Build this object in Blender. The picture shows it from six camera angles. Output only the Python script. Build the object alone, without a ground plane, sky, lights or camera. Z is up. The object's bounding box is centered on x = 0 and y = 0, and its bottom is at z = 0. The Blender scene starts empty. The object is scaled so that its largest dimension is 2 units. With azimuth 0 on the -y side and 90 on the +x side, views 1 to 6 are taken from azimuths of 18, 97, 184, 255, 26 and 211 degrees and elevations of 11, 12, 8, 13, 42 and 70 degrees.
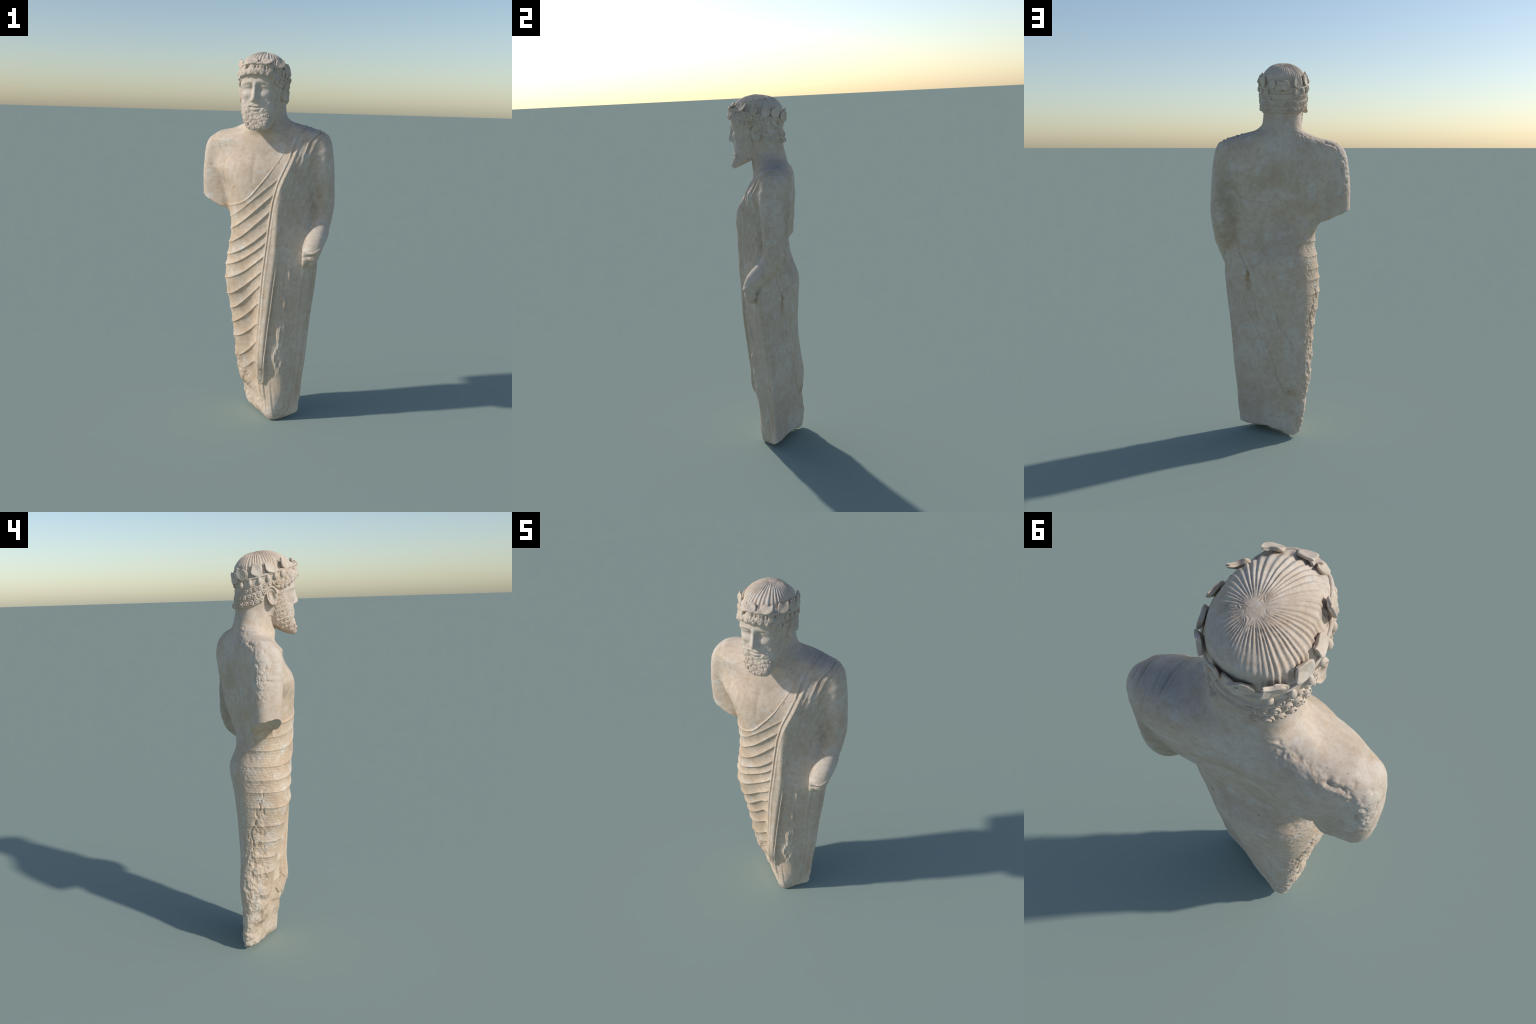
# Weathered limestone statue of a standing bearded man: wreathed head, bare chest,
# a cloak over the left shoulder, right arm broken off, broken off above the feet.
import math
import numpy as np

# ------------------------------------------------------------------ helpers
def smooth(e0, e1, x):
    t = np.clip((x - e0) / (e1 - e0), 0.0, 1.0)
    return t * t * (3 - 2 * t)


def gauss(d, w):
    return np.exp(-(d / w) ** 2)


def smin(a, b, k):
    h = np.clip(0.5 + 0.5 * (b - a) / k, 0, 1)
    return b + (a - b) * h - k * h * (1 - h)


def smax(a, b, k):
    return -smin(-a, -b, k)


_rng = np.random.RandomState(11)
_LAT = _rng.rand(64, 64, 64).astype(np.float32)


def noise(p, scale, seed=0):
    """smooth value noise in -1..1"""
    q = p * scale + np.array([13.7, 5.3, 29.1]) * (seed + 1)
    i = np.floor(q).astype(np.int64)
    f = (q - i)
    f = f * f * (3 - 2 * f)
    i0 = i & 63
    i1 = (i + 1) & 63
    x, y, z = f[:, 0], f[:, 1], f[:, 2]
    c = lambda a, b, d: _LAT[a[:, 0], b[:, 1], d[:, 2]]
    v00 = c(i0, i0, i0) * (1 - x) + c(i1, i0, i0) * x
    v10 = c(i0, i1, i0) * (1 - x) + c(i1, i1, i0) * x
    v01 = c(i0, i0, i1) * (1 - x) + c(i1, i0, i1) * x
    v11 = c(i0, i1, i1) * (1 - x) + c(i1, i1, i1) * x
    v0 = v00 * (1 - y) + v10 * y
    v1 = v01 * (1 - y) + v11 * y
    return 2 * (v0 * (1 - z) + v1 * z) - 1


def fbm(p, scale, octaves=3, seed=0):
    out = 0
    amp = 1.0
    for o in range(octaves):
        out = out + amp * noise(p, scale * 2 ** o, seed + o)
        amp *= 0.5
    return out / (2 - 0.5 ** (octaves - 1))


def pchip(xs, ys, x):
    """monotone cubic interpolation; ys may have trailing axes"""
    xs = np.asarray(xs, float)
    ys = np.asarray(ys, float)
    h = np.diff(xs)
    d = np.diff(ys, axis=0) / h.reshape((-1,) + (1,) * (ys.ndim - 1))
    m = np.zeros_like(ys)
    a, b = d[:-1], d[1:]
    same = (a * b) > 0
    with np.errstate(divide='ignore', invalid='ignore'):
        hm = 2 * a * b / (a + b)
    m[1:-1] = np.where(same, hm, 0)
    m[0], m[-1] = d[0], d[-1]
    x = np.clip(x, xs[0], xs[-1])
    k = np.clip(np.searchsorted(xs, x) - 1, 0, len(xs) - 2)
    hh = h[k]
    t = (x - xs[k]) / hh
    sh = (-1,) + (1,) * (ys.ndim - 1)
    t = t.reshape(sh)
    hh = hh.reshape(sh)
    return ((2 * t ** 3 - 3 * t ** 2 + 1) * ys[k] + (t ** 3 - 2 * t ** 2 + t) * hh * m[k]
            + (-2 * t ** 3 + 3 * t ** 2) * ys[k + 1] + (t ** 3 - t ** 2) * hh * m[k + 1])


def curve(x, *pairs):
    xs = [p[0] for p in pairs]
    ys = [p[1] for p in pairs]
    return pchip(xs, ys, np.asarray(x, float))


def ring_spline(pts, n=480):
    """closed centripetal-ish Catmull-Rom through the control points"""
    P = np.asarray(pts, float)
    m = len(P)
    t = np.linspace(0, m, n, endpoint=False)
    k = np.floor(t).astype(int)
    f = (t - k)[:, None]
    p0, p1, p2, p3 = (P[(k + j) % m] for j in (-1, 0, 1, 2))
    return 0.5 * (2 * p1 + (p2 - p0) * f + (2 * p0 - 5 * p1 + 4 * p2 - p3) * f ** 2
                  + (3 * p1 - p0 - 3 * p2 + p3) * f ** 3)


class Loft:
    """star-shaped loft: rings of control points stacked in z, looked up as a radius R(phi, z).
    phi = 0 looks to the front (-y), 90 degrees to +x."""
    NP = 720

    def __init__(self, levels, centre, dz=0.003):
        zs = [l[0] for l in levels]
        phi = np.arange(self.NP) / self.NP * 2 * np.pi
        R = []
        self.cen = centre
        for z, pts in levels:
            c = np.array(centre(np.array([z]))).reshape(2)
            q = ring_spline(pts) - c
            a = np.mod(np.arctan2(q[:, 0], -q[:, 1]), 2 * np.pi)
            r = np.hypot(q[:, 0], q[:, 1])
            o = np.argsort(a)
            a, r = a[o], r[o]
            R.append(np.interp(phi, np.r_[a[-3:] - 2 * np.pi, a, a[:3] + 2 * np.pi], np.r_[r[-3:], r, r[:3]]))
        self.z0, self.z1 = zs[0], zs[-1]
        self.zt = np.arange(self.z0, self.z1 + dz * .5, dz)
        self.dz = dz
        T = pchip(zs, np.array(R), self.zt)
        # light smoothing along phi
        for _ in range(3):
            T = 0.5 * T + 0.25 * (np.roll(T, 1, 1) + np.roll(T, -1, 1))
        self.T = np.maximum(T, 0.002)

    def radius(self, phi, z):
        u = np.mod(phi / (2 * np.pi), 1) * self.NP
        i = np.floor(u).astype(int)
        fu = u - i
        i %= self.NP
        j = (i + 1) % self.NP
        v = np.clip((z - self.z0) / self.dz, 0, len(self.zt) - 1.001)
        k = np.floor(v).astype(int)
        fv = v - k
        T = self.T
        return (T[k, i] * (1 - fu) + T[k, j] * fu) * (1 - fv) + (T[k + 1, i] * (1 - fu) + T[k + 1, j] * fu) * fv

    def sdf(self, p):
        c = self.cen(p[:, 2])
        dx = p[:, 0] - c[0]
        dy = p[:, 1] - c[1]
        rho = np.hypot(dx, dy)
        R = self.radius(np.arctan2(dx, -dy), p[:, 2])
        d = rho - R
        return np.maximum(np.maximum(d, self.z0 - p[:, 2]), p[:, 2] - self.z1)


def tube(p, spine, n=24, power=2.0):
    """approximate distance to a tube with elliptic sections; spine rows: x y z r_x r_y"""
    S = np.asarray(spine, float)
    t = np.linspace(0, len(S) - 1, n)
    Q = pchip(np.arange(len(S)), S, t)
    best = np.full(len(p), 9.0)
    for a, b in zip(Q[:-1], Q[1:]):
        d = b[:3] - a[:3]
        h = np.clip(((p - a[:3]) @ d) / (d @ d), 0, 1)
        c = p - (a[:3] + h[:, None] * d)
        rx = a[3] + h * (b[3] - a[3])
        ry = a[4] + h * (b[4] - a[4])
        rz = 0.5 * (rx + ry)
        k = (np.abs(c[:, 0] / rx) ** power + np.abs(c[:, 1] / ry) ** power + np.abs(c[:, 2] / rz) ** power) ** (1 / power)
        best = np.minimum(best, (k - 1) * np.minimum(rx, ry))
    return best


# ------------------------------------------------------------------ the body
# rings: front pleat (two points), left-front face, left corner, back, right side, right thigh
BODY = [
    (-0.030, [(0.060, -0.064), (0.108, -0.056), (0.135, -0.030), (0.172, 0.004), (0.225, 0.026), (0.216, 0.046), (0.138, 0.075),
              (0.047, 0.110), (-0.036, 0.142), (-0.087, 0.158), (-0.102, 0.134), (-0.099, 0.060), (-0.055, 0.012), (0.000, -0.040)]),
    (0.100, [(0.045, -0.070), (0.103, -0.072), (0.150, -0.047), (0.197, -0.001), (0.231, 0.026), (0.214, 0.045), (0.130, 0.071),
             (0.047, 0.117), (-0.042, 0.152), (-0.100, 0.170), (-0.130, 0.145), (-0.115, 0.053), (-0.050, 0.012), (0.002, -0.026)]),
    (0.220, [(0.023, -0.061), (0.064, -0.068), (0.149, -0.065), (0.200, -0.007), (0.236, 0.025), (0.220, 0.045), (0.143, 0.070),
             (0.050, 0.121), (-0.047, 0.154), (-0.105, 0.165), (-0.143, 0.138), (-0.129, 0.048), (-0.052, 0.024), (-0.006, 0.002)]),
    (0.350, [(0.019, -0.088), (0.058, -0.098), (0.144, -0.077), (0.205, -0.014), (0.250, 0.022), (0.230, 0.046), (0.153, 0.073),
             (0.052, 0.129), (-0.050, 0.160), (-0.115, 0.174), (-0.162, 0.140), (-0.157, 0.049), (-0.098, 0.010), (-0.024, -0.013)]),
    (0.600, [(0.034, -0.111), (0.080, -0.119), (0.155, -0.083), (0.232, -0.028), (0.272, 0.015), (0.247, 0.046), (0.154, 0.085),
             (0.057, 0.137), (-0.054, 0.155), (-0.138, 0.150), (-0.180, 0.089), (-0.176, 0.008), (-0.109, -0.042), (-0.022, -0.052)]),
    (0.800, [(0.047, -0.130), (0.097, -0.132), (0.170, -0.092), (0.254, -0.039), (0.294, 0.010), (0.267, 0.045), (0.160, 0.100),
             (0.065, 0.150), (-0.048, 0.167), (-0.138, 0.152), (-0.193, 0.083), (-0.207, -0.007), (-0.142, -0.079), (-0.034, -0.097)]),
    (0.950, [(0.057, -0.131), (0.115, -0.130), (0.180, -0.090), (0.268, -0.042), (0.309, 0.006), (0.272, 0.044), (0.165, 0.106),
             (0.075, 0.168), (-0.049, 0.178), (-0.137, 0.153), (-0.193, 0.079), (-0.193, -0.010), (-0.139, -0.083), (-0.036, -0.112)]),
    (1.060, [(0.071, -0.132), (0.120, -0.132), (0.182, -0.091), (0.264, -0.038), (0.288, 0.022), (0.250, 0.062), (0.165, 0.100),
             (0.068, 0.132), (-0.037, 0.147), (-0.120, 0.130), (-0.179, 0.068), (-0.178, -0.009), (-0.131, -0.090), (-0.038, -0.127)]),
    (1.170, [(0.082, -0.130), (0.125, -0.131), (0.179, -0.086), (0.250, -0.022), (0.280, 0.045), (0.255, 0.103), (0.180, 0.127),
             (0.083, 0.129), (-0.022, 0.116), (-0.103, 0.123), (-0.195, 0.096), (-0.190, -0.000), (-0.134, -0.093), (-0.037, -0.133)]),
    (1.300, [(0.093, -0.131), (0.143, -0.127), (0.185, -0.080), (0.250, -0.014), (0.290, 0.060), (0.286, 0.136), (0.194, 0.154),
             (0.088, 0.144), (-0.028, 0.137), (-0.120, 0.150), (-0.225, 0.143), (-0.222, 0.010), (-0.151, -0.097), (-0.049, -0.141)]),
    (1.400, [(0.112, -0.124), (0.168, -0.115), (0.208, -0.070), (0.248, -0.005), (0.305, 0.070), (0.297, 0.145), (0.211, 0.171),
             (0.090, 0.163), (-0.030, 0.157), (-0.129, 0.160), (-0.240, 0.148), (-0.277, 0.018), (-0.200, -0.080), (-0.054, -0.133)]),
    (1.480, [(0.104, -0.073), (0.180, -0.072), (0.240, -0.042), (0.292, 0.010), (0.336, 0.081), (0.308, 0.154), (0.219, 0.177),
             (0.090, 0.173), (-0.030, 0.170), (-0.130, 0.165), (-0.246, 0.146), (-0.301, 0.035), (-0.205, -0.042), (-0.054, -0.092)]),
    (1.540, [(0.088, -0.049), (0.168, -0.040), (0.243, -0.012), (0.306, 0.032), (0.338, 0.091), (0.307, 0.150), (0.218, 0.177),
             (0.092, 0.170), (-0.030, 0.165), (-0.123, 0.160), (-0.245, 0.148), (-0.323, 0.068), (-0.246, -0.024), (-0.067, -0.065)]),
    (1.580, [(0.058, -0.046), (0.126, -0.025), (0.237, 0.008), (0.297, 0.053), (0.323, 0.094), (0.287, 0.140), (0.198, 0.170),
             (0.089, 0.170), (-0.019, 0.156), (-0.106, 0.154), (-0.216, 0.141), (-0.294, 0.086), (-0.220, 0.012), (-0.072, -0.044)]),
    (1.615, [(0.040, -0.049), (0.090, -0.020), (0.180, 0.011), (0.229, 0.054), (0.249, 0.091), (0.210, 0.132), (0.136, 0.154),
             (0.063, 0.155), (-0.015, 0.147), (-0.082, 0.138), (-0.141, 0.126), (-0.187, 0.081), (-0.128, 0.017), (-0.062, -0.049)]),
    (1.655, [(0.030, -0.051), (0.070, -0.025), (0.100, 0.013), (0.119, 0.044), (0.118, 0.071), (0.103, 0.099), (0.081, 0.120),
             (0.042, 0.137), (-0.012, 0.136), (-0.059, 0.132), (-0.098, 0.111), (-0.116, 0.060), (-0.105, 0.010), (-0.060, -0.040)]),
    (1.700, [(0.025, -0.052), (0.062, -0.030), (0.076, 0.013), (0.081, 0.035), (0.088, 0.060), (0.088, 0.086), (0.072, 0.109),
             (0.041, 0.124), (-0.012, 0.125), (-0.059, 0.119), (-0.096, 0.095), (-0.109, 0.050), (-0.100, 0.000), (-0.060, -0.038)]),
    (1.800, [(0.025, -0.050), (0.060, -0.030), (0.084, 0.010), (0.089, 0.035), (0.088, 0.055), (0.082, 0.080), (0.065, 0.100),
             (0.040, 0.112), (-0.012, 0.117), (-0.060, 0.112), (-0.092, 0.088), (-0.105, 0.045), (-0.096, 0.000), (-0.060, -0.036)]),
]


def body_centre(z):
    return (curve(z, (-0.03, 0.05), (0.3, 0.03), (0.8, 0.03), (1.2, 0.03), (1.6, -0.008), (1.8, -0.01)),
            curve(z, (-0.03, 0.05), (0.3, 0.05), (0.9, 0.03), (1.3, 0.03), (1.55, 0.07), (1.7, 0.045), (1.8, 0.04)))


HX = -0.012      # the head's middle plane


def oval(yf, yb, w, ym, sq=0.0, dx=0.0):
    """symmetric ring for the head: front y, back y, half width, y of the widest place, squareness"""
    a = 0.72 + 0.12 * sq
    pts = [(0, yf), (0.48 * w, yf + (0.10 - 0.06 * sq) * (ym - yf)), (a * w + 0.05 * w, yf + (0.38 - 0.12 * sq) * (ym - yf)), (w, ym),
           (0.80 * w, ym + 0.66 * (yb - ym)), (0.45 * w, ym + 0.92 * (yb - ym)), (0, yb)]
    return [(HX + dx + x, y) for x, y in pts] + [(HX + dx - x, y) for x, y in pts[-2:0:-1]]


SKULL = [
    (1.700, oval(-0.090, 0.102, 0.090, 0.02)), (1.735, oval(-0.100, 0.118, 0.099, 0.03)), (1.765, oval(-0.110, 0.122, 0.106, 0.03)),
    (1.81, oval(-0.130, 0.118, 0.111, 0.02)), (1.85, oval(-0.150, 0.118, 0.113, 0.02)), (1.89, oval(-0.160, 0.124, 0.114, 0.01)),
    (1.92, oval(-0.156, 0.125, 0.113, 0.01)), (1.945, oval(-0.140, 0.114, 0.104, 0.01)), (1.968, oval(-0.114, 0.094, 0.085, 0.005)),
    (1.984, oval(-0.086, 0.070, 0.064, 0.0)), (1.9925, oval(-0.058, 0.044, 0.042, -0.004)), (1.9968, oval(-0.033, 0.020, 0.023, -0.006)),
    (1.9988, oval(-0.015, 0.003, 0.008, -0.006)),
]
FACE = [
    (1.590, oval(-0.156, -0.04, 0.050, -0.10, 1, 0.014)), (1.615, oval(-0.163, -0.035, 0.058, -0.10, 1, 0.012)),
    (1.632, oval(-0.163, -0.03, 0.067, -0.095, 0.9, 0.008)),
    (1.655, oval(-0.155, -0.02, 0.077, -0.085, .8, 0.004)), (1.684, oval(-0.147, 0.0, 0.087, -0.07, .6)), (1.715, oval(-0.151, 0.02, 0.093, -0.055, .5)),
    (1.745, oval(-0.151, 0.02, 0.097, -0.05, .4)), (1.79, oval(-0.153, 0.02, 0.102, -0.045, .4)), (1.845, oval(-0.160, 0.02, 0.107, -0.04, .4)),
    (1.90, oval(-0.158, 0.02, 0.108, -0.03, .3)),
]

LEFT_ARM = [(0.262, 0.085, 1.540, 0.060, 0.068), (0.292, 0.082, 1.46, 0.064, 0.070), (0.300, 0.085, 1.32, 0.066, 0.069),
            (0.304, 0.087, 1.215, 0.064, 0.070), (0.303, 0.072, 1.140, 0.060, 0.066), (0.303, 0.018, 1.078, 0.058, 0.050),
            (0.298, -0.040, 1.022, 0.054, 0.043), (0.289, -0.066, 0.960, 0.046, 0.034), (0.277, -0.064, 0.918, 0.030, 0.026)]
RIGHT_ARM = [(-0.240, 0.074, 1.530, 0.062, 0.068), (-0.280, 0.064, 1.48, 0.073, 0.072), (-0.291, 0.072, 1.35, 0.077, 0.069),
             (-0.281, 0.074, 1.22, 0.088, 0.067), (-0.281, 0.074, 1.10, 0.088, 0.066)]

body_loft = Loft(BODY, body_centre)
skull_loft = Loft(SKULL, lambda z: (HX + 0 * z, -0.005 + 0 * z), 0.002)
face_loft = Loft(FACE, lambda z: (HX + 0 * z, -0.06 + 0 * z), 0.002)


def f_skull(p):
    # rounded crown above, lofted rings below
    k = np.sqrt(((p[:, 0] - HX) / 0.114) ** 2 + ((p[:, 1] + 0.013) / 0.136) ** 2 + ((p[:, 2] - 1.9145) / 0.0842) ** 2)
    w = smooth(1.930, 1.960, p[:, 2])
    return skull_loft.sdf(p) * (1 - w) + (k - 1) * 0.090 * w


def f_face(p):
    under = 1.603 + 0.45 * (p[:, 1] + 0.156) - p[:, 2]
    return smax(face_loft.sdf(p), under, 0.012)


def f_right_arm(p):
    t = tube(p, RIGHT_ARM, power=2.8)
    cut = 1.240 - 0.46 * (p[:, 0] + 0.365) + 0.16 * (p[:, 1] - 0.07) + 0.012 * np.sin(p[:, 1] * 40) - p[:, 2]
    return np.maximum(t, cut * 0.85)


def f_body(p):
    d = body_loft.sdf(p)
    m = (p[:, 0] > 0.16) & (p[:, 2] > 0.82) & (p[:, 2] < 1.68)
    q = p[m]
    torn = 0.9 * ((q - np.array([0.300, -0.094, 0.955])) @ np.array([0.30, -0.80, -0.52]))
    d[m] = smin(d[m], smax(tube(q, LEFT_ARM), torn, 0.006), 0.007 + 0.012 * smooth(1.15, 1.3, q[:, 2]))
    m = (p[:, 0] < -0.10) & (p[:, 2] > 1.05) & (p[:, 2] < 1.68)
    d[m] = smin(d[m], f_right_arm(p[m]), 0.030)
    # broken foot end: a nearly level break and an oblique one at the right front
    x, y, z = p[:, 0], p[:, 1], p[:, 2]
    brk = (0.004 + 0.030 * smooth(-0.02, 0.08, y) * smooth(-0.06, 0.10, x) + 0.012 * smooth(0.05, 0.15, y)
           + 0.35 * np.clip(x - 0.16, 0, 1) * smooth(-0.02, 0.03, y) + 0.5 * np.clip(-0.08 - x, 0, 1) - z)
    obl = (curve(z, (-0.03, 0.012), (0.015, 0.008), (0.06, 0.002), (0.12, -0.006), (0.15, -0.022), (0.18, -0.052), (0.22, -0.095), (0.3, -0.5)) - (0.72 * x + 0.69 * y)) * 0.8
    d = smax(d, brk, 0.012)
    d = smax(d, obl, 0.03)
    return d


def f_all(p):
    d = f_body(p)
    up = p[:, 2] > 1.55
    if up.any():
        q = p[up]
        h = smin(f_skull(q), f_face(q), 0.012)
        d[up] = smin(d[up], h, 0.010)
    return d


# ------------------------------------------------------------------ surface nets
def surface_nets(f, lo, hi, h):
    lo = np.asarray(lo, float)
    n = np.ceil((np.asarray(hi) - lo) / h).astype(int) + 1
    F = np.empty(n, np.float32)
    ys, zs = np.meshgrid(np.arange(n[1]), np.arange(n[2]), indexing='ij')
    for i0 in range(0, n[0], 24):
        i1 = min(i0 + 24, n[0])
        X = np.repeat(np.arange(i0, i1), n[1] * n[2])
        P = np.stack([X, np.tile(ys.ravel(), i1 - i0), np.tile(zs.ravel(), i1 - i0)], 1) * h + lo
        F[i0:i1] = f(P).reshape(i1 - i0, n[1], n[2])
    ins = F < 0
    c = np.zeros(n - 1, np.int8)
    for dx in (0, 1):
        for dy in (0, 1):
            for dz in (0, 1):
                c += ins[dx:n[0] - 1 + dx, dy:n[1] - 1 + dy, dz:n[2] - 1 + dz]
    cell = (c > 0) & (c < 8)
    idx = np.full(cell.shape, -1, np.int64)
    ci = np.argwhere(cell)
    idx[cell] = np.arange(len(ci))
    acc = np.zeros((len(ci), 3))
    cnt = np.zeros(len(ci))
    for ax in range(3):
        o = [a for a in range(3) if a != ax]
        for a in (0, 1):
            for b in (0, 1):
                q = ci.copy()
                q[:, o[0]] += a
                q[:, o[1]] += b
                r = q.copy()
                r[:, ax] += 1
                va = F[q[:, 0], q[:, 1], q[:, 2]]
                vb = F[r[:, 0], r[:, 1], r[:, 2]]
                m = (va < 0) != (vb < 0)
                t = np.where(m, va / np.where(m, va - vb, 1), 0)
                pt = q.astype(float)
                pt[:, ax] += t
                acc[m] += pt[m]
                cnt += m
    V = acc / cnt[:, None] * h + lo
    quads = []
    for ax in range(3):
        o = [(ax + 1) % 3, (ax + 2) % 3]
        a = np.take(ins, range(0, n[ax] - 1), ax)
        b = np.take(ins, range(1, n[ax]), ax)
        e = np.argwhere(a != b)
        e = e[(e[:, o[0]] > 0) & (e[:, o[1]] > 0) & (e[:, o[0]] < n[o[0]] - 1) & (e[:, o[1]] < n[o[1]] - 1)]
        s = a[e[:, 0], e[:, 1], e[:, 2]]
        k = []
        for du, dv in ((-1, -1), (0, -1), (0, 0), (-1, 0)):
            q = e.copy()
            q[:, o[0]] += du
            q[:, o[1]] += dv
            k.append(idx[q[:, 0], q[:, 1], q[:, 2]])
        k = np.stack(k, 1)
        k[~s] = k[~s][:, ::-1]
        quads.append(k)
    return V, np.concatenate(quads)


def edges_of(Q):
    E = np.concatenate([Q[:, [0, 1]], Q[:, [1, 2]], Q[:, [2, 3]], Q[:, [3, 0]]])
    E = np.sort(E, 1)
    key = E[:, 0] * (Q.max() + 1) + E[:, 1]
    u, first, inv = np.unique(key, return_index=True, return_inverse=True)
    return E[first], inv.reshape(4, -1).T


def relax(V, E, amount, times=1):
    for _ in range(times):
        S = np.zeros_like(V)
        for a in range(3):
            S[:, a] = (np.bincount(E[:, 0], V[E[:, 1], a], len(V)) + np.bincount(E[:, 1], V[E[:, 0], a], len(V)))
        n = np.bincount(E.ravel(), minlength=len(V))
        V = V + amount * (S / n[:, None] - V)
    return V


def subdivide(V, Q):
    E, inv = edges_of(Q)
    n, m = len(V), len(E)
    mid = V[E].mean(1)
    cen = V[Q].mean(1)
    em = inv + n
    c = np.arange(len(Q)) + n + m
    out = [np.stack([Q[:, i], em[:, i], c, em[:, (i + 3) % 4]], 1) for i in range(4)]
    return np.concatenate([V, mid, cen]), np.concatenate(out)


def project(f, V, steps, limit):
    for _ in range(steps):
        e = 0.0008
        d = f(V)
        g = np.stack([f(V + np.eye(3)[a] * e) - d for a in range(3)], 1) / e
        g2 = np.maximum((g * g).sum(1), 0.15)
        st = -d[:, None] * g / g2[:, None]
        ln = np.linalg.norm(st, axis=1, keepdims=True)
        V = V + st * np.minimum(1, limit / np.maximum(ln, 1e-9))
    return V


def normals_of(V, Q):
    a = V[Q[:, 2]] - V[Q[:, 0]]
    b = V[Q[:, 3]] - V[Q[:, 1]]
    fn = np.cross(a, b)
    N = np.stack([sum(np.bincount(Q[:, k], fn[:, c], len(V)) for k in range(4)) for c in range(3)], 1)
    return N / np.maximum(np.linalg.norm(N, axis=1, keepdims=True), 1e-12)


def build_surface(h=0.0076, levels=2):
    V, Q = surface_nets(f_all, (-0.42, -0.23, -0.03), (0.43, 0.24, 2.03), h)
    E, _ = edges_of(Q)
    V = relax(V, E, 0.4, 2)
    V = project(f_all, V, 2, h)
    for l in range(levels):
        V, Q = subdivide(V, Q)
        E, _ = edges_of(Q)
        V = relax(V, E, 0.5, 2)
        V = project(f_all, V, 1, h / 2 ** l)
    E, _ = edges_of(Q)
    return V, Q, E
# ==== DETAIL
def segment_distance(p, line):
    """distance to a polyline in space, and the place along it (0..1)"""
    L = np.asarray(line, float)
    best = np.full(len(p), 9.0)
    at = np.zeros(len(p))
    m = len(L) - 1
    for i in range(m):
        a, b = L[i], L[i + 1]
        d = b - a
        h = np.clip(((p - a) @ d) / (d @ d), 0, 1)
        r = np.linalg.norm(p - a - h[:, None] * d, axis=1)
        w = r < best
        best[w] = r[w]
        at[w] = (i + h[w]) / m
    return best, at


def groove(p, line, width, depth, jitter=0.004, along=1, facing=1):
    """a cut of the given width and depth along a polyline, projected along one axis onto the surface"""
    box = np.asarray(line, float)
    pad = np.full(3, 0.03)
    pad[along] = 0.06
    near = ((p > box.min(0) - pad) & (p < box.max(0) + pad)).all(1)
    out = np.zeros(len(p))
    if near.any():
        q = p[near]
        q = q + jitter * np.stack([noise(q, 40, s) for s in (3, 4, 5)], 1)
        flat = np.ones(3)
        flat[along] = 0
        d, t = segment_distance(q * flat, box * flat)
        out[near] = -depth * gauss(d, width) * smooth(0, 0.08, t) * smooth(1, 0.92, t)
    return out


# cloak lines, as the x of the line at a given height (front view)
def pleat_line(z):      # the double ridge along the right border of the front pleat
    return curve(z, (0.20, 0.004), (0.331, 0.013), (0.444, 0.016), (0.549, 0.023), (0.653, 0.031), (0.792, 0.041), (0.918, 0.053), (1.022, 0.064),
                 (1.138, 0.075), (1.219, 0.086), (1.286, 0.100), (1.347, 0.118), (1.412, 0.143), (1.50, 0.166), (1.60, 0.185))


def pleat_edge(z):      # the prow-like front edge of the pleat
    return curve(z, (0.20, 0.045), (0.431, 0.064), (0.566, 0.077), (0.676, 0.090), (0.763, 0.099), (0.889, 0.113), (1.027, 0.123), (1.155, 0.126),
                 (1.222, 0.130), (1.322, 0.146), (1.394, 0.174), (1.45, 0.185), (1.52, 0.21))


def neckline(x):        # height of the cloak's upper hem over the chest
    return curve(x, (-0.30, 1.195), (-0.18, 1.20), (-0.13, 1.214), (-0.095, 1.224), (-0.036, 1.259), (0.012, 1.315), (0.074, 1.396),
                 (0.099, 1.442), (0.127, 1.500), (0.155, 1.562), (0.168, 1.63), (0.175, 1.75))


FOLDS = [  # height at the right side, height at the pleat
    (1.135, 1.365), (1.065, 1.280), (0.988, 1.190), (0.921, 1.083), (0.862, 1.022), (0.785, 0.949), (0.694, 0.868), (0.611, 0.790),
    (0.530, 0.689), (0.440, 0.565), (0.325, 0.462), (0.238, 0.360), (0.188, 0.222), (0.12, 0.15)]


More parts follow.
